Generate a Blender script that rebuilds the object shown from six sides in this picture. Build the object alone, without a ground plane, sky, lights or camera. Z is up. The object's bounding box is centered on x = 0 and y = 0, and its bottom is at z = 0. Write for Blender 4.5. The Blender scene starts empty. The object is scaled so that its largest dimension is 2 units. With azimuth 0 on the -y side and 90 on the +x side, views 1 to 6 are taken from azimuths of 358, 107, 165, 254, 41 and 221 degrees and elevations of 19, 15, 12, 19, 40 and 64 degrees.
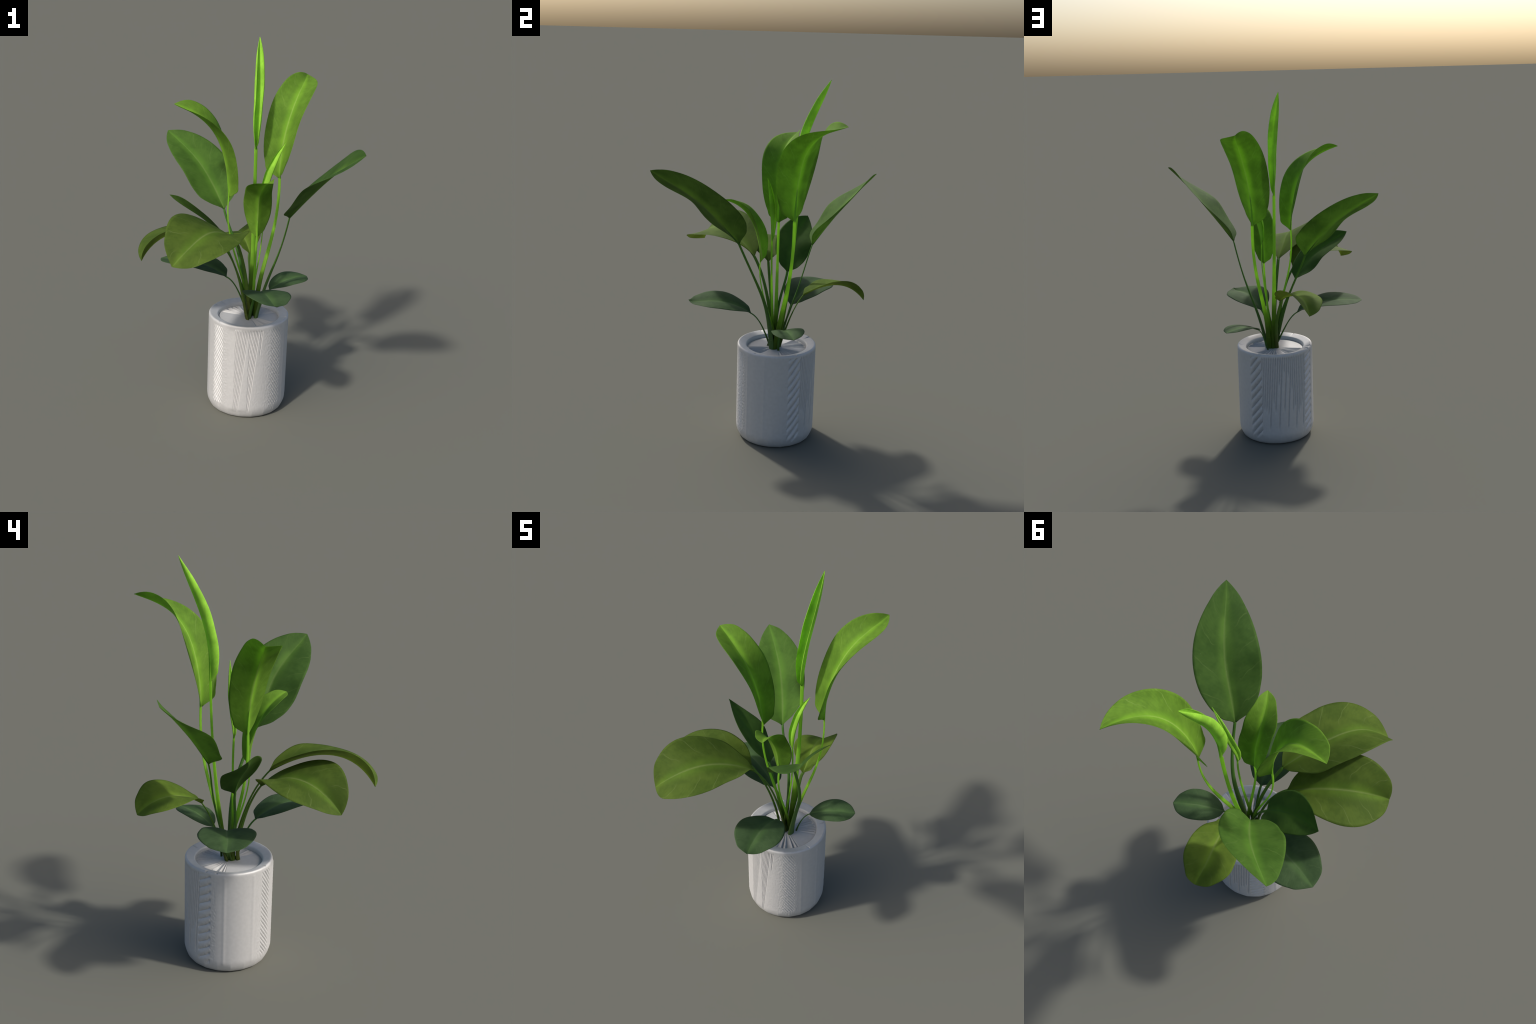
# A young peace-lily-like house plant in a white ribbed pot.
# Every leaf: a Bezier midrib, a half-width profile, a roll along the midrib and, for each half
# of the blade, a fold angle and a curl.  Every petiole: a
# flattened tapering stalk along a Bezier curve from the soil cover to the blade.
import bpy, math
import numpy as np
from mathutils import noise, Vector

AXIS = (0.0386, 0.0804)          # the pot's upright axis
STATIONS = np.array([0, .022, .05, .12, .25, .4, .55, .7, .83, .93, 1.0])

# ------------------------------------------------------------------ small maths
def bezier(points, t):
    p = np.asarray(points, float)
    n = len(p) - 1
    return sum(math.comb(n, i) * ((1 - t) ** (n - i) * t ** i)[:, None] * p[i] for i in range(n + 1))

def quad(c, t):
    return c[0] * (1 - t) ** 2 + 2 * c[1] * t * (1 - t) + c[2] * t * t

FOLD_AT = np.array([0, .15, .5, 1.0])
def along(c, t):
    """Roll and fold are given at the base, just above it, half way and at the tip."""
    return smooth_profile(FOLD_AT, c, t, 1.0)

def smooth_profile(x, y, q, end=1.3):
    y = np.asarray(y, float)
    d = np.diff(y) / np.diff(x)
    h = np.diff(x)
    m = np.empty_like(y)
    m[1:-1] = (d[:-1] * h[1:] + d[1:] * h[:-1]) / (x[2:] - x[:-2])
    m[0], m[-1] = d[0], d[-1] * end
    i = np.clip(np.searchsorted(x, q, side='right') - 1, 0, len(x) - 2)
    t = (q - x[i]) / h[i]
    return ((2*t**3 - 3*t**2 + 1) * y[i] + (t**3 - 2*t**2 + t) * h[i] * m[i]
            + (-2*t**3 + 3*t**2) * y[i+1] + (t**3 - t**2) * h[i] * m[i+1])

def even_curve(points, n):
    t = np.linspace(0, 1, 300)
    q = bezier(points, t)
    s = np.concatenate([[0], np.cumsum(np.linalg.norm(np.diff(q, axis=0), axis=1))])
    u = np.linspace(0, 1, n + 1)
    c = np.stack([np.interp(u * s[-1], s, q[:, k]) for k in range(3)], 1)
    tg = np.gradient(c, axis=0)
    return u, c, tg / np.linalg.norm(tg, axis=1)[:, None], s[-1]

def carried_frame(tangents, side):
    out, s = np.empty_like(tangents), np.asarray(side, float)
    for i, t in enumerate(tangents):
        s = s - t * (s @ t)
        s = s / np.linalg.norm(s)
        out[i] = s
    return out

# ------------------------------------------------------------------ node helpers
class Nodes:
    def __init__(self, name):
        self.mat = bpy.data.materials.new(name)
        self.mat.use_nodes = True
        self.t = self.mat.node_tree
        self.bsdf = self.t.nodes['Principled BSDF']
        self.out = self.t.nodes['Material Output']
    def new(self, kind, **props):
        n = self.t.nodes.new(kind)
        for k, v in props.items():
            setattr(n, k, v)
        return n
    def link(self, a, b):
        self.t.links.new(a, b)
    def put(self, sock, v):
        if isinstance(v, bpy.types.NodeSocket):
            self.link(v, sock)
        else:
            sock.default_value = v
    def math(self, op, a, b=0.0, c=0.0, clamp=False):
        n = self.new('ShaderNodeMath', operation=op, use_clamp=clamp)
        for s, v in zip(n.inputs, (a, b, c)):
            self.put(s, v)
        return n.outputs[0]
    def ramp(self, v, lo, hi, a=0.0, b=1.0):
        n = self.new('ShaderNodeMapRange', interpolation_type='SMOOTHSTEP')
        for s, x in zip(n.inputs, (v, lo, hi, a, b)):
            self.put(s, x)
        return n.outputs[0]
    def mix(self, f, a, b, kind='MIX'):
        n = self.new('ShaderNodeMix', data_type='RGBA', blend_type=kind)
        ins = [s for s in n.inputs if s.type == 'RGBA']
        self.put(n.inputs[0], f)
        self.put(ins[0], a if isinstance(a, bpy.types.NodeSocket) else (*a, 1))
        self.put(ins[1], b if isinstance(b, bpy.types.NodeSocket) else (*b, 1))
        return [s for s in n.outputs if s.type == 'RGBA'][0]
    def noise(self, vec, scale, detail=3.0, rough=.55):
        n = self.new('ShaderNodeTexNoise')
        self.put(n.inputs['Vector'], vec)
        n.inputs['Scale'].default_value = scale
        n.inputs['Detail'].default_value = detail
        n.inputs['Roughness'].default_value = rough
        return n.outputs['Fac']
    def xyz(self, x, y, z=0.0):
        n = self.new('ShaderNodeCombineXYZ')
        for s, v in zip(n.inputs, (x, y, z)):
            self.put(s, v)
        return n.outputs[0]

def leaf_material(name, base, glow, rib, under, trans=.25, rough=.7):
    """Blade colour: green lamina, a brighter feathered band beside the midrib, a pale midrib,
    faint side veins that sweep forward, a fibrous grain along them and tiny pale specks."""
    m = Nodes(name)
    uv = m.new('ShaderNodeTexCoord')
    sep = m.new('ShaderNodeSeparateXYZ')
    m.link(uv.outputs['UV'], sep.inputs[0])
    across = m.math('ABSOLUTE', m.math('MULTIPLY_ADD', sep.outputs[0], 2.0, -1.0))
    along = sep.outputs[1]
    ob = uv.outputs['Object']
    sweep = m.math('SUBTRACT', along, m.math('MULTIPLY', across, .16))
    side = m.math('SIGN', m.math('SUBTRACT', sep.outputs[0], .5))
    fibre = m.noise(m.xyz(m.math('MULTIPLY', sweep, 85.0), m.math('MULTIPLY', across, 4.5), m.math('MULTIPLY', side, 3.0)), 1.0, 4.0, .6)
    blotch = m.noise(ob, 9.0, 4.0, .6)
    # brighter feathered band along the midrib
    edge = m.math('ADD', across, m.math('MULTIPLY_ADD', fibre, .34, -.17))
    band = m.ramp(edge, .02, .34, 1.0, 0.0)
    band = m.math('MULTIPLY', band, m.ramp(m.noise(m.xyz(m.math('MULTIPLY', along, 4.0), side, 0.0), 1.0, 1.0), .3, .62, .45, 1.0))
    col = m.mix(m.math('MULTIPLY', band, .95), base, glow)
    dark = m.mix(1.0, col, (.82, .85, .80), 'MULTIPLY')
    lite = m.mix(1.0, col, (1.17, 1.12, 1.12), 'MULTIPLY')
    col = m.mix(m.ramp(blotch, .34, .66), dark, lite)
    col = m.mix(m.ramp(fibre, .32, .68, .0, .62), col, m.mix(1.0, col, (1.5, 1.38, 1.3), 'MULTIPLY'))
    # side veins
    wob = m.math('MULTIPLY', m.noise(m.xyz(m.math('MULTIPLY', across, 2.5), m.math('MULTIPLY', along, 3.0), side), 1.0, 1.0), .10)
    ph = m.math('FRACT', m.math('MULTIPLY', m.math('ADD', m.math('SUBTRACT', along, m.math('MULTIPLY', across, .22)), m.math('ADD', wob, m.math('MULTIPLY', side, .04))), 5.0))
    vein = m.ramp(m.math('ABSOLUTE', m.math('SUBTRACT', ph, .5)), 0.0, .028, 1.0, .0)
    vein = m.math('MULTIPLY', vein, m.ramp(across, .2, .5, 0.0, .30))
    col = m.mix(vein, col, rib)
    # midrib
    half = m.ramp(along, .0, 1.0, .034, .012)
    ribm = m.ramp(across, m.math('MULTIPLY', half, .35), m.math('MULTIPLY', half, 1.2), .55, .0)
    ribm = m.math('MAXIMUM', ribm, m.ramp(across, .0, m.math('MULTIPLY', half, 3.2), .30, .0))
    ribm = m.math('MULTIPLY', ribm, m.ramp(along, .55, .98, 1.0, .55))
    col = m.mix(ribm, col, rib)
    # tiny specks
    vo = m.new('ShaderNodeTexVoronoi', feature='F1')
    m.link(ob, vo.inputs['Vector'])
    vo.inputs['Scale'].default_value = 38.0
    col = m.mix(m.ramp(vo.outputs['Distance'], .03, .055, .35, .0), col, (.36, .40, .20))
    # the underside is paler and duller
    geo = m.new('ShaderNodeNewGeometry')
    m.put(m.bsdf.inputs['Base Color'], col)
    m.bsdf.inputs['Roughness'].default_value = rough
    m.bsdf.inputs['Specular IOR Level'].default_value = .12
    bump = m.new('ShaderNodeBump')
    bump.inputs['Strength'].default_value = .12
    bump.inputs['Distance'].default_value = .002
    m.link(fibre, bump.inputs['Height'])
    m.link(bump.outputs[0], m.bsdf.inputs['Normal'])
    tr = m.new('ShaderNodeBsdfTranslucent')
    # light leaving the far side is filtered twice, so it comes out deeper and yellower
    m.put(tr.inputs['Color'], m.mix(1.0, m.mix(m.math('MULTIPLY', ribm, .5), under, rib), m.mix(band, m.mix(m.ramp(blotch, .34, .66), (.78, .78, .72), (1.08, 1.05, 1.0)), (1.35, 1.3, 1.1)), 'MULTIPLY'))
    mx = m.new('ShaderNodeMixShader')
    mx.inputs[0].default_value = trans
    m.link(m.bsdf.outputs[0], mx.inputs[1])
    m.link(tr.outputs[0], mx.inputs[2])
    m.link(mx.outputs[0], m.out.inputs['Surface'])
    return m.mat

def stalk_material(name, top, foot, trans=.15):
    """Petiole: bright where it meets the blade, deep green at the foot, with lengthwise streaks and
    a few pale ring scars."""
    m = Nodes(name)
    uv = m.new('ShaderNodeTexCoord')
    sep = m.new('ShaderNodeSeparateXYZ')
    m.link(uv.outputs['UV'], sep.inputs[0])
    ob = uv.outputs['Object']
    streak = m.noise(m.xyz(m.math('MULTIPLY', sep.outputs[0], 9.0), m.math('MULTIPLY', sep.outputs[1], 2.2)), 1.0, 3.0)
    patch = m.noise(ob, 11.0, 2.0)
    f = m.ramp(m.math('ADD', sep.outputs[1], m.math('MULTIPLY_ADD', patch, .3, -.15)), .12, .55)
    col = m.mix(f, foot, top)
    col = m.mix(m.ramp(streak, .3, .7), m.mix(1.0, col, (.74, .78, .7), 'MULTIPLY'), m.mix(1.0, col, (1.25, 1.18, 1.15), 'MULTIPLY'))
    ring = m.noise(m.xyz(m.math('MULTIPLY', sep.outputs[0], 1.0), m.math('MULTIPLY', sep.outputs[1], 60.0)), 1.0, 1.0)
    col = m.mix(m.ramp(ring, .66, .74, 0.0, .22), col, (.30, .38, .14))
    m.put(m.bsdf.inputs['Base Color'], col)
    m.bsdf.inputs['Roughness'].default_value = .55
    m.bsdf.inputs['Specular IOR Level'].default_value = .25
    tr = m.new('ShaderNodeBsdfTranslucent')
    m.put(tr.inputs['Color'], m.mix(f, (.25, .40, .06), (.60, .95, .18)))
    mx = m.new('ShaderNodeMixShader')
    mx.inputs[0].default_value = trans
    m.link(m.bsdf.outputs[0], mx.inputs[1])
    m.link(tr.outputs[0], mx.inputs[2])
    m.link(mx.outputs[0], m.out.inputs['Surface'])
    return m.mat

def pot_material(name, colour, metal=.25, rough=.55):
    m = Nodes(name)
    tc = m.new('ShaderNodeTexCoord')
    n = m.noise(tc.outputs['Object'], 60.0, 4.0)
    col = m.mix(m.ramp(n, .3, .7), tuple(c * .97 for c in colour), tuple(min(1, c * 1.03) for c in colour))
    m.put(m.bsdf.inputs['Base Color'], col)
    m.bsdf.inputs['Roughness'].default_value = rough
    m.bsdf.inputs['Metallic'].default_value = metal
    m.bsdf.inputs['Specular IOR Level'].default_value = .5
    return m.mat

# ------------------------------------------------------------------ mesh helper
def grid_object(name, verts, faces, uvs, material, parent, smooth=True):
    me = bpy.data.meshes.new(name)
    me.from_pydata([tuple(v) for v in verts], [], faces)
    if uvs is not None:
        layer = me.uv_layers.new(name='UVMap')
        idx = np.empty(len(me.loops), np.int32)
        me.loops.foreach_get('vertex_index', idx)
        layer.data.foreach_set('uv', np.asarray(uvs, np.float32)[idx].ravel())
    if smooth:
        me.polygons.foreach_set('use_smooth', np.ones(len(me.polygons), bool))
    me.materials.append(material)
    ob = bpy.data.objects.new(name, me)
    bpy.context.scene.collection.objects.link(ob)
    ob.parent = parent
    return ob

def blade_surface(spine, roll, left, left_curl, right, right_curl, width, side, nu=64, nv=12):
    u, c, tg, length = even_curve(spine, nu)
    s = carried_frame(tg, side)
    n = np.cross(s, tg)
    a = along(roll, u)
    co, si = np.cos(a)[:, None], np.sin(a)[:, None]
    s, n = co * s + si * n, co * n - si * s
    w = np.maximum(smooth_profile(STATIONS, width, u), 0.0)
    x = np.linspace(0, 1, nv + 1)
    out = np.empty((nu + 1, 2 * nv + 1, 3))
    out[:, nv] = c
    for sign, fold, curl in ((-1, left, left_curl), (1, right, right_curl)):
        ang = along(fold, u)[:, None] + quad(curl, u)[:, None] * (x[:-1] + x[1:])[None] / 2
        dx = np.cumsum(np.cos(ang), 1) / nv * w[:, None]
        dz = np.cumsum(np.sin(ang), 1) / nv * w[:, None]
        p = c[:, None] + sign * dx[..., None] * s[:, None] + dz[..., None] * n[:, None]
        if sign < 0:
            out[:, :nv] = p[:, ::-1]
        else:
            out[:, nv + 1:] = p
    return u, out, s

THICK = 0.0018
def build_leaf(name, blade_mat, stalk_mat, spine, roll, left, left_curl, right, right_curl, width,
               stalk, stalk_top, stalk_foot, parent):
    spine = np.asarray(spine, float)
    out = spine[-1] - spine[0]
    out[2] = 0
    side = np.cross(out / np.linalg.norm(out), (0, 0, 1))
    u, grid, s = blade_surface(spine, roll, left, left_curl, right, right_curl,
                               [.006, .006 + .36 * (width[0] - .006), *width, 0.0], side)
    nu, nx = grid.shape[0], grid.shape[1]
    # thickness: offset both faces along the surface normal, thinning to the margin
    gu = np.gradient(grid, axis=0)
    gv = np.gradient(grid, axis=1)
    nor = np.cross(gv, gu)
    nor[-1] = nor[-2]
    nor /= np.linalg.norm(nor, axis=2)[..., None] + 1e-12
    x = np.abs(np.linspace(-1, 1, nx))
    th = THICK * .5 * (1 - .94 * x ** 2)[None, :, None] + .0016 * np.exp(-(x / .05) ** 2)[None, :, None] * (1 - u)[:, None, None]
    top, bot = grid + nor * THICK * .5 * (1 - .94 * x ** 2)[None, :, None], grid - nor * th
    verts = np.vstack([top.reshape(-1, 3), bot.reshape(-1, 3)])
    off = nu * nx
    faces = []
    for i in range(nu - 1):
        for j in range(nx - 1):
            a, b, c, d = i * nx + j, i * nx + j + 1, (i + 1) * nx + j + 1, (i + 1) * nx + j
            faces.append((a, b, c, d))
            faces.append((off + d, off + c, off + b, off + a))
        for j, flip in ((0, False), (nx - 1, True)):
            a, d = i * nx + j, (i + 1) * nx + j
            q = (a, d, off + d, off + a)
            faces.append(q[::-1] if flip else q)
    for j in range(nx - 1):
        faces.append((j + 1, j, off + j, off + j + 1))
    uu, vv = np.meshgrid(np.linspace(0, 1, nx), u)
    uv = np.stack([uu.ravel(), vv.ravel()], 1)
    leaf = grid_object(name, verts, faces, np.vstack([uv, uv]), blade_mat, parent)
    # petiole: flattened stalk that dies out under the midrib
    stalk = np.asarray([*stalk, spine[0]], float)
    ni, nk = 40, 14
    t, c, tg, _ = even_curve(stalk, ni)
    _, c2, tg2, _ = even_curve(spine, 64)
    run = 18
    c = np.vstack([c, c2[1:run]])
    tg = np.vstack([tg, tg2[1:run]])
    k = np.linspace(0, 1, run)[1:]
    wide = np.concatenate([stalk_foot[0] + (stalk_top[0] - stalk_foot[0]) * np.clip(t * 1.35, 0, 1) ** .8, stalk_top[0] * (1 - k) ** .7 * .75 + .0006])
    thick = np.concatenate([stalk_foot[1] + (stalk_top[1] - stalk_foot[1]) * np.clip(t * 1.35, 0, 1) ** .8, stalk_top[1] * (1 - k) ** .7 * .55 + .0004])
    # frame carried down from the blade's base
    sd = carried_frame(tg[::-1], s[0] if False else s[2])[::-1]
    nn = np.cross(sd, tg)
    ring = np.linspace(0, 2 * np.pi, nk, endpoint=False)
    sink = np.concatenate([np.zeros(ni + 1), -thick[ni + 1:] * .6])
    pv = c[:, None] + wide[:, None, None] * np.cos(ring)[None, :, None] * sd[:, None] \
        + (thick[:, None] * np.sin(ring)[None] + sink[:, None])[..., None] * nn[:, None]
    m = len(c)
    pf = [(i * nk + j, i * nk + (j + 1) % nk, (i + 1) * nk + (j + 1) % nk, (i + 1) * nk + j) for i in range(m - 1) for j in range(nk)]
    pf.append(tuple(range(nk))[::-1])
    pf.append(tuple((m - 1) * nk + j for j in range(nk)))
    tt = np.concatenate([t, 1 + k * .2])
    puv = np.stack([np.abs(np.tile(ring / np.pi - 1, m)), np.repeat(tt, nk)], 1)
    grid_object('petiole', pv.reshape(-1, 3), pf, puv, stalk_mat, leaf)
    return leaf

# ------------------------------------------------------------------ the pot
def smoothstep(a, b, x):
    t = np.clip((x - a) / (b - a), 0, 1)
    return t * t * (3 - 2 * t)

def band(x, lo, hi, soft):
    return smoothstep(lo - soft, lo + soft, x) * (1 - smoothstep(hi - soft, hi + soft, x))

def ridged(phase, sharp=1.0):
    return (.5 + .5 * np.cos(2 * np.pi * phase)) ** sharp

def wrap(deg):
    return (deg + 180) % 360 - 180

def pot_relief(theta, z, rng):
    """Outward relief of the pot's wall, metres. theta in degrees, z up the wall."""
    h = np.zeros_like(z)
    wob = np.array([noise.noise(Vector((a * .05, b * 9, 1.7))) for a, b in zip(theta.ravel(), z.ravel())]).reshape(z.shape)
    fine = np.array([noise.noise(Vector((a * .45, b * 90, 5.1))) for a, b in zip(theta.ravel(), z.ravel())]).reshape(z.shape)
    span = band(z, .048, .524, .005)
    # four cable strips, a quarter turn apart: (angle, half width, pitch, slant, depth)
    for mid, half, pitch, slant, depth in ((-137, 9.5, .0240, -.0049, .0062), (-47, 8.5, .0235, -.0055, .0046),
                                           (44.5, 9.5, .051, .0046, .0150), (134, 9.0, .042, .0020, .0100)):
        d = wrap(theta - mid)
        ph = (z - slant * d + .003 * wob + .0012 * fine) / pitch
        saw = ph - np.floor(ph)
        bead = np.sin(np.pi * saw) ** .55 - .85
        bead = bead * (.92 + .16 * np.sin(2.1 * np.floor(ph) + mid))
        lens = np.sqrt(np.clip(1 - (d / (half + 1)) ** 2, 0, 1))
        h += depth * bead * lens * band(d, -half, half, .8) * span
        if mid == 134:      # a pit at the plain end of every strand
            h -= .006 * np.exp(-((d - 7) / 1.6) ** 2 - ((saw - .12) / .16) ** 2) * span
        h += .0006 * fine * band(d, -half - 7, half + 7, 3) * span
    # front panel: two fans of close slanted grooves, each running out against an upright line
    d = wrap(theta + 90)
    for edge, reach in ((-19, 20), (.5, 16), (16.5, 5)):
        x = d - edge
        lines = ridged((x - 26 * (z - .53)) / 2.15 , .8)
        start = (x > 0) & (x < reach + 26 * (z - .53) * .98)
        h -= .0034 * lines * band(x, .4, 40, .4) * smoothstep(0, 1.2, reach + 26 * (z - .53) - x) * span
    lean = -19.5 + 27 * (z - .53)      # a smooth facet that widens towards the foot, left of the grooves
    h += .0042 * np.clip((d - lean) / (-18 - lean + 1e-3), 0, 1) * (d > lean) * (1 - smoothstep(-19, 6, d)) * span
    h += .0004 * fine * band(d, -40, 45, 4) * span
    # back panel: upright grooves that die out one after another towards the foot
    d = wrap(theta - 90)
    k = np.floor((d + 36 - 16 * (z - .53)) / 3.4)
    stop = .075 + .36 * np.where(k % 4 == 1, .0, np.where(k % 4 == 3, .30, .60 + .35 * np.sin(k * 2.7)))
    groove = ridged((d + 36 - 16 * (z - .53)) / 3.4 + .5, 1.6)
    h -= .0060 * groove * smoothstep(stop, stop + .05, z) * band(d, -36, 36, 1.0) * band(z, .05, .525, .006)
    # soft upright creases on the plain panels
    for mid in (161, -160, 0, -28):
        h += .0012 * np.exp(-(wrap(theta - mid) / 2.2) ** 2) * span
    return h

def cover_relief(theta, r):
    """Gathered radial pleats of the soil cover, in three fans."""
    h = np.zeros_like(r)
    for lo, hi, n, depth in ((22, 84, 7, .011), (102, 160, 5, .013), (-73, -24, 4, .012)):
        d = wrap(theta - lo) / (hi - lo)
        ok = (d > 0) & (d < 1)
        p = d * n + .16 * np.sin(d * 13 + lo)
        saw = p - np.floor(p)
        tooth = np.where(saw < .72, saw / .72, (1 - saw) / .28)
        h += np.where(ok, depth * (tooth - .75) * smoothstep(.03, .13, r) * (1 - smoothstep(.150, .163, r)) * band(d, .04, .96, .04), 0)
    return h

def build_pot(mat, cover_mat, parent, rng):
    nt = 960
    th = np.linspace(-180, 180, nt, endpoint=False)
    prof = [(0.0, .004), (.10, .004), (.184, .002), (.192, 0.0), (.1965, .003)]
    for t in np.linspace(0, 1, 9)[1:]:
        a = t * math.pi / 2
        prof.append((.1965 + .0225 * math.sin(a) ** .8 * (1 - .0 * t), .003 + .066 * t ** 1.15))
    wall = np.linspace(.072, .526, 300)
    prof += [(.2190 - .0004 * (z - .07), z) for z in wall]
    prof += [(.2188, .532), (.2184, .538), (.2170, .5425), (.2145, .5455), (.2110, .5468), (.2070, .5462),
             (.196, .5427), (.184, .5394), (.174, .5364), (.1700, .5348), (.1676, .5302), (.1660, .5220), (.1656, .5140)]
    prof = np.array(prof)
    T, R = np.meshgrid(np.radians(th), prof[:, 0])
    Z = np.repeat(prof[:, 1][:, None], nt, 1)
    # the low-sided foot and lip: the outline keeps a trace of twenty flats
    flat = np.cos(math.pi / 20) / np.cos((np.radians(th) + math.pi / 20) % (math.pi / 10) - math.pi / 20)
    amount = np.where(Z < .069, 1 - smoothstep(.03, .069, Z) * .9, .0) * (R > .18) * .6
    R = R * (1 + (flat[None] - .994) * amount)
    wallrows = (Z > .05) & (Z < .53) & (R > .2)
    rel = np.zeros_like(R)
    rows = np.where(wallrows.any(1))[0]
    rel[rows] = pot_relief(np.degrees(T[rows]), Z[rows], rng)
    R = R + np.where(wallrows, rel, 0)
    # small nicks in the sloping rim
    for mid, depth in ((47, .006), (137, .006), (-15, .004), (-137, .003), (151, .004)):
        d = np.degrees(T) - mid
        Z = Z - depth * np.exp(-(d / 2.0) ** 2) * ((R > .185) & (R < .216) & (Z > .53)) * np.clip((R - .185) / .02, 0, 1) * (d < .6)
    X, Y = AXIS[0] + R * np.cos(T), AXIS[1] + R * np.sin(T)
    verts = np.stack([X, Y, Z], -1).reshape(-1, 3)
    n = len(prof)
    faces = [(i * nt + j, i * nt + (j + 1) % nt, (i + 1) * nt + (j + 1) % nt, (i + 1) * nt + j) for i in range(1, n - 1) for j in range(nt)]
    faces += [tuple(1 * nt + j for j in range(nt))[::-1]]
    verts_used = verts.copy()
    pot = grid_object('pot', verts_used, faces, None, mat, parent)
    # soil cover
    rr = np.linspace(.0, .1675, 70)
    T, R = np.meshgrid(np.radians(th), rr)
    Z = .5180 + .003 * (1 - smoothstep(.0, .12, R)) - .002 * smoothstep(.15, .1675, R) + cover_relief(np.degrees(T), R)
    V = np.stack([AXIS[0] + R * np.cos(T), AXIS[1] + R * np.sin(T), Z], -1).reshape(-1, 3)
    F = [(i * nt + j, i * nt + (j + 1) % nt, (i + 1) * nt + (j + 1) % nt, (i + 1) * nt + j) for i in range(1, len(rr) - 1) for j in range(nt)]
    F += [tuple(nt + j for j in range(nt))]
    grid_object('soil_cover', V, F, None, cover_mat, pot)
    return pot

# ------------------------------------------------------------------ assemble
plant = bpy.data.objects.new('potted_plant', None)
bpy.context.scene.collection.objects.link(plant)
plant['label'] = 'leafy green house plant with broad leaves in white ribbed pot'
plant['category'] = 'potted plant'

rng = np.random.default_rng(7)
white = pot_material('white_ceramic', (.525, .52, .515))
pot = build_pot(white, pot_material('gathered_cover', (.47, .465, .46), .08, .6), plant, rng)

YOUNG = leaf_material('young_leaf', (.108, .218, .025), (.170, .350, .031), (.34, .48, .12), (.33, .60, .12), .38)
ROLLED = leaf_material('rolled_leaf', (.275, .560, .060), (.300, .600, .062), (.28, .55, .068), (.46, .76, .13), .38)
MATURE = leaf_material('mature_leaf', (.038, .087, .017), (.064, .140, .024), (.14, .215, .06), (.28, .42, .14), .30)
FRESH = leaf_material('fresh_leaf', (.052, .118, .019), (.076, .178, .024), (.18, .27, .075), (.30, .50, .14), .34)
OLIVE = leaf_material('olive_leaf', (.090, .152, .020), (.130, .226, .026), (.28, .34, .11), (.36, .46, .14), .38)
BROAD = leaf_material('broad_leaf', (.066, .113, .018), (.094, .175, .023), (.24, .30, .10), (.36, .46, .14), .38)
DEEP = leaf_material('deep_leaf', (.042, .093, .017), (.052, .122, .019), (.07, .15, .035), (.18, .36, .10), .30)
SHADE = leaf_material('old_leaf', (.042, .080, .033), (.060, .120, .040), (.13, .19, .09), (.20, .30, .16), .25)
GREEN_STALK = stalk_material('green_stalk', (.235, .470, .045), (.085, .150, .016), .50)
DARK_STALK = stalk_material('dark_stalk', (.045, .130, .018), (.040, .085, .012))
PALE_STALK = stalk_material('pale_stalk', (.045, .125, .018), (.078, .148, .040))
OLIVE_STALK = stalk_material('olive_stalk', (.070, .150, .016), (.065, .090, .012))

build_leaf('rolled_leaf', ROLLED, GREEN_STALK, parent=plant,
    spine=[(0.046, 0.183, 1.431), (0.044, 0.191, 1.592), (0.047, 0.197, 1.731), (0.054, 0.288, 1.845), (0.048, 0.333, 1.999)],
    roll=(-0.359, -0.273, -0.153, 0.095), left=(0.661, 0.318, 0.033, -0.138), left_curl=(0.869, 2.858, 2.531),
    right=(0.674, 0.362, -0.071, -0.048), right_curl=(2.103, 2.792, 1.793),
    width=(0.031, 0.042, 0.054, 0.055, 0.058, 0.051, 0.039, 0.019),
    stalk=[(0.047, 0.085, 0.49), (0.052, 0.13, 0.773), (0.05, 0.174, 1.029)], stalk_top=(0.0095, 0.0045), stalk_foot=(0.0167, 0.0115))

build_leaf('leaf', YOUNG, GREEN_STALK, parent=plant,
    spine=[(0.179, 0.2, 1.275), (0.171, 0.203, 1.486), (0.243, 0.24, 1.712), (0.286, 0.323, 1.739), (0.321, 0.492, 1.796)],
    roll=(0.335, 0.265, 0.168, -0.637), left=(0.451, 0.234, 0.064, 0.233), left_curl=(0.387, 0.361, 0.297),
    right=(0.451, 0.223, 0.145, 0.175), right_curl=(0.565, 0.75, 0.718),
    width=(0.063, 0.086, 0.109, 0.121, 0.122, 0.107, 0.081, 0.044),
    stalk=[(0.076, 0.08, 0.49), (0.069, 0.111, 0.802), (0.191, 0.207, 0.907)], stalk_top=(0.0095, 0.004), stalk_foot=(0.0178, 0.0103))

build_leaf('leaf', YOUNG, GREEN_STALK, parent=plant,
    spine=[(-0.089, 0.034, 1.204), (-0.098, 0.04, 1.419), (-0.152, 0.012, 1.538), (-0.178, -0.004, 1.61), (-0.377, 0.051, 1.676)],
    roll=(-0.289, -0.28, -0.214, 0.455), left=(0.774, 0.522, 0.413, 0.418), left_curl=(-0.056, 0.079, 0.155),
    right=(0.787, 0.566, 0.404, 0.475), right_curl=(-0.187, -0.097, -0.021),
    width=(0.055, 0.076, 0.098, 0.108, 0.11, 0.097, 0.08, 0.051),
    stalk=[(0.04, 0.071, 0.49), (0.033, 0.07, 0.782), (-0.112, 0.027, 0.921)], stalk_top=(0.007, 0.0035), stalk_foot=(0.0144, 0.0092))

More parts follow.
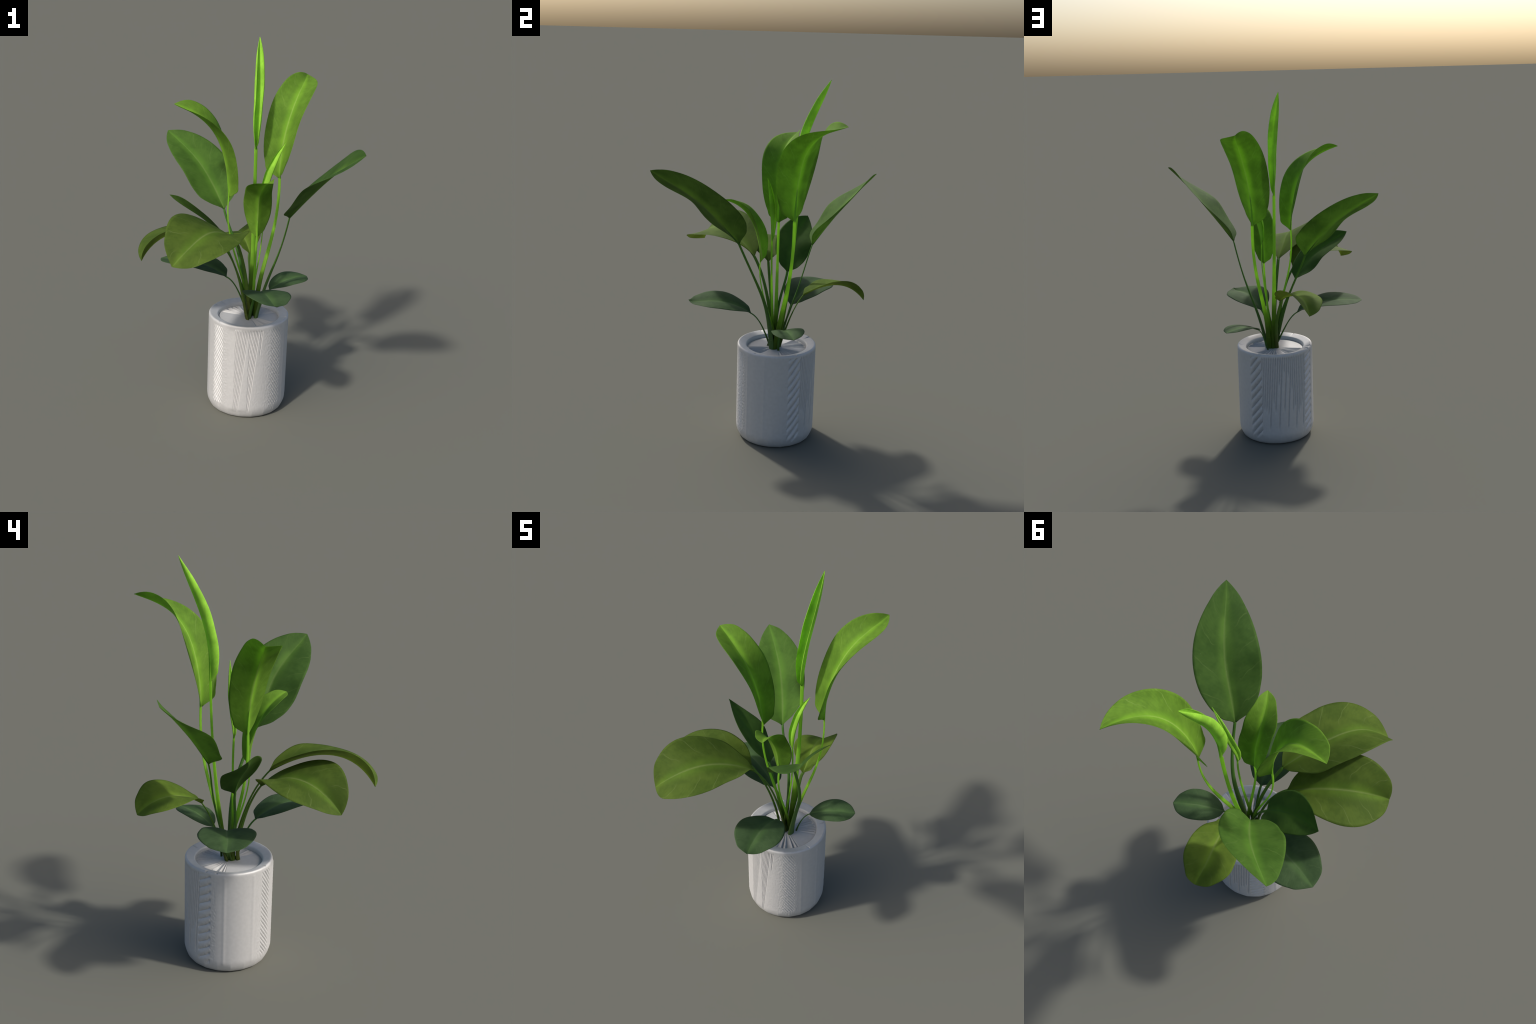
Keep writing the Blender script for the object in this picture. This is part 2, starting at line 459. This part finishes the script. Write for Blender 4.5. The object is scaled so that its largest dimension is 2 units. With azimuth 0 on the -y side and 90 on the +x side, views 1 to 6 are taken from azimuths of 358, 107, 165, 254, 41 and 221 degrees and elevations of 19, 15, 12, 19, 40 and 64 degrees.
build_leaf('leaf', FRESH, DARK_STALK, parent=plant,
    spine=[(-0.114, 0.224, 1.087), (-0.188, 0.315, 1.224), (-0.259, 0.397, 1.354), (-0.377, 0.452, 1.393), (-0.444, 0.502, 1.457)],
    roll=(0.533, 0.467, 0.313, 0.538), left=(0.61, 0.295, 0.194, 0.116), left_curl=(0.112, 0.105, -0.034),
    right=(0.609, 0.342, 0.188, 0.146), right_curl=(0.173, 0.302, 0.174),
    width=(0.06, 0.105, 0.132, 0.143, 0.138, 0.116, 0.083, 0.046),
    stalk=[(0.032, 0.061, 0.49), (-0.003, 0.203, 0.893), (-0.078, 0.188, 0.95)], stalk_top=(0.0065, 0.0033), stalk_foot=(0.0132, 0.0075))

build_leaf('leaf', MATURE, PALE_STALK, parent=plant,
    spine=[(0.225, -0.087, 1.14), (0.329, -0.186, 1.296), (0.396, -0.208, 1.371), (0.419, -0.285, 1.431), (0.536, -0.448, 1.55)],
    roll=(-0.495, -0.497, -0.422, -0.683), left=(0.641, 0.452, 0.318, 0.266), left_curl=(-0.309, -0.277, -0.333),
    right=(0.649, 0.434, 0.384, 0.247), right_curl=(-0.145, -0.075, -0.152),
    width=(0.063, 0.106, 0.146, 0.161, 0.155, 0.131, 0.093, 0.05),
    stalk=[(0.073, 0.066, 0.49), (0.135, 0.05, 0.829), (0.182, 0.053, 0.812)], stalk_top=(0.0078, 0.004), stalk_foot=(0.0178, 0.0115))

build_leaf('leaf', YOUNG, GREEN_STALK, parent=plant,
    spine=[(0.065, -0.018, 1.008), (0.065, -0.022, 1.132), (0.06, -0.055, 1.256), (0.066, -0.122, 1.328), (0.129, -0.215, 1.348)],
    roll=(0.206, 0.27, 0.124, -0.366), left=(0.707, 0.56, 0.444, 0.339), left_curl=(-0.178, -0.114, -0.077),
    right=(0.685, 0.584, 0.488, 0.306), right_curl=(-0.088, 0.005, -0.001),
    width=(0.037, 0.054, 0.074, 0.082, 0.078, 0.076, 0.053, 0.033),
    stalk=[(0.037, 0.07, 0.49), (0.071, 0.125, 0.586), (0.055, -0.044, 0.813)], stalk_top=(0.0058, 0.0027), stalk_foot=(0.0121, 0.0069))

build_leaf('rolled_leaf', ROLLED, GREEN_STALK, parent=plant,
    spine=[(0.093, 0.054, 1.137), (0.107, 0.054, 1.231), (0.123, 0.048, 1.321), (0.159, 0.051, 1.408), (0.197, 0.055, 1.497)],
    roll=(-0.052, 0.12, 0.451, 0.519), left=(0.67, 0.723, 0.623, 0.651), left_curl=(2.437, 2.576, 2.68),
    right=(0.683, 0.637, 0.704, 0.642), right_curl=(2.861, 2.823, 2.736),
    width=(0.022, 0.033, 0.047, 0.05, 0.051, 0.04, 0.027, 0.012),
    stalk=[(0.035, 0.074, 0.49), (-0.013, 0.051, 0.429), (0.115, 0.06, 0.853)], stalk_top=(0.0055, 0.0028), stalk_foot=(0.0115, 0.0069))

build_leaf('leaf', BROAD, OLIVE_STALK, parent=plant,
    spine=[(-0.043, -0.09, 1.008), (-0.128, -0.23, 1.12), (-0.183, -0.337, 1.145), (-0.22, -0.455, 1.134), (-0.339, -0.508, 1.005)],
    roll=(-0.014, 0.066, 0.26, 0.362), left=(0.481, 0.272, 0.057, 0.327), left_curl=(0.68, 0.383, 0.162),
    right=(0.489, 0.285, 0.129, 0.352), right_curl=(-0.096, -0.104, 0.003),
    width=(0.042, 0.08, 0.144, 0.165, 0.179, 0.169, 0.131, 0.08),
    stalk=[(0.044, 0.072, 0.49), (0.022, 0.026, 0.776), (-0.007, -0.01, 0.903)], stalk_top=(0.0092, 0.0042), stalk_foot=(0.0155, 0.0092))

build_leaf('leaf', BROAD, OLIVE_STALK, parent=plant,
    spine=[(-0.117, -0.029, 0.964), (-0.214, -0.075, 1.031), (-0.324, -0.13, 1.12), (-0.46, -0.218, 1.056), (-0.506, -0.283, 0.951)],
    roll=(-0.063, -0.17, -0.315, -0.485), left=(0.697, 0.432, 0.236, 0.614), left_curl=(-0.521, -0.425, -0.27),
    right=(0.684, 0.583, 0.278, 0.462), right_curl=(-0.062, -0.018, 0.028),
    width=(0.04, 0.078, 0.116, 0.15, 0.166, 0.154, 0.112, 0.061),
    stalk=[(0.045, 0.019, 0.49), (0.004, 0.073, 0.542), (0.004, 0.022, 0.818)], stalk_top=(0.0075, 0.004), stalk_foot=(0.0138, 0.008))

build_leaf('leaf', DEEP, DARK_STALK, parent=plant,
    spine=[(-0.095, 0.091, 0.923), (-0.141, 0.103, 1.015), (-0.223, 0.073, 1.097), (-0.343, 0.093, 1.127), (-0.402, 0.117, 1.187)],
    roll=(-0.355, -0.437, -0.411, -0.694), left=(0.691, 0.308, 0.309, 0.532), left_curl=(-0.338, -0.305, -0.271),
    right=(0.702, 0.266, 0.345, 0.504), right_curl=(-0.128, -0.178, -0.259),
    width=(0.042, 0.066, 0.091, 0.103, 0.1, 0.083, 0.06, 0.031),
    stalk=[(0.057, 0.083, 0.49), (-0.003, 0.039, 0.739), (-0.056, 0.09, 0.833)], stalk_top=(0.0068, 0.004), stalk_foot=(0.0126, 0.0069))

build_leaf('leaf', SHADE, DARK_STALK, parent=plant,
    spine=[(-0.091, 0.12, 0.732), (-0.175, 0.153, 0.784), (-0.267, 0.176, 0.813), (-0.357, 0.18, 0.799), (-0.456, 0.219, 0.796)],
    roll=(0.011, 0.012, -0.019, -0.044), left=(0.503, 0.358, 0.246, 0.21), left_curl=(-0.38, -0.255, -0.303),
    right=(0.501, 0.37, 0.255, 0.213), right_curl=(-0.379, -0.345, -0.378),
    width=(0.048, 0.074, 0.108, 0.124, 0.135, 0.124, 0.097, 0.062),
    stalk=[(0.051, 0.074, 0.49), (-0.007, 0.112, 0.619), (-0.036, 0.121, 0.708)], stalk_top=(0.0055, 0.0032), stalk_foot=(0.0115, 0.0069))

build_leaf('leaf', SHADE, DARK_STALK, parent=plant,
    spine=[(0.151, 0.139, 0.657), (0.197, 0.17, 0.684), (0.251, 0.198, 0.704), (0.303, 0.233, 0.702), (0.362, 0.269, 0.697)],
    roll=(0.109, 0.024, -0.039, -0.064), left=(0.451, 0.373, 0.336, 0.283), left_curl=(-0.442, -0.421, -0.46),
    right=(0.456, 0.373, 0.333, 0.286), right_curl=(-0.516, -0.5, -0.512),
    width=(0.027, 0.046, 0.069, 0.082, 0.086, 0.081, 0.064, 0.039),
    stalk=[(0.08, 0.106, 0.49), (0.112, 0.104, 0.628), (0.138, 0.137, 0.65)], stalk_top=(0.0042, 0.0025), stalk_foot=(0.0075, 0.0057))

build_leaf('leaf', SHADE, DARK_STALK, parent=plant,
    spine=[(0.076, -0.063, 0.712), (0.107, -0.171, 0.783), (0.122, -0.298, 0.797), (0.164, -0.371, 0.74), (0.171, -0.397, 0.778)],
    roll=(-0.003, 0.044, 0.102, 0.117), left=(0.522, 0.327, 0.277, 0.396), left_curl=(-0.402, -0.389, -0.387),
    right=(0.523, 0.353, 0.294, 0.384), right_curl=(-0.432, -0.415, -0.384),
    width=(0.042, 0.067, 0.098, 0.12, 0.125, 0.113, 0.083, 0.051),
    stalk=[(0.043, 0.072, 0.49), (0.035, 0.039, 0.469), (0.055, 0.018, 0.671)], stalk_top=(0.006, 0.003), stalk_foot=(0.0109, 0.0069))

build_leaf('leaf', OLIVE, OLIVE_STALK, parent=plant,
    spine=[(0.035, 0.221, 0.836), (0.015, 0.307, 0.897), (-0.025, 0.397, 0.925), (-0.046, 0.47, 0.909), (-0.035, 0.544, 0.829)],
    roll=(-0.065, -0.019, 0.185, 0.306), left=(0.639, 0.518, 0.269, 0.415), left_curl=(-0.26, -0.149, -0.061),
    right=(0.653, 0.489, 0.295, 0.418), right_curl=(-0.365, -0.171, 0.021),
    width=(0.039, 0.051, 0.086, 0.108, 0.118, 0.114, 0.083, 0.049),
    stalk=[(0.025, 0.086, 0.49), (0.063, 0.168, 0.77), (0.021, 0.201, 0.806)], stalk_top=(0.0085, 0.003), stalk_foot=(0.0138, 0.008))
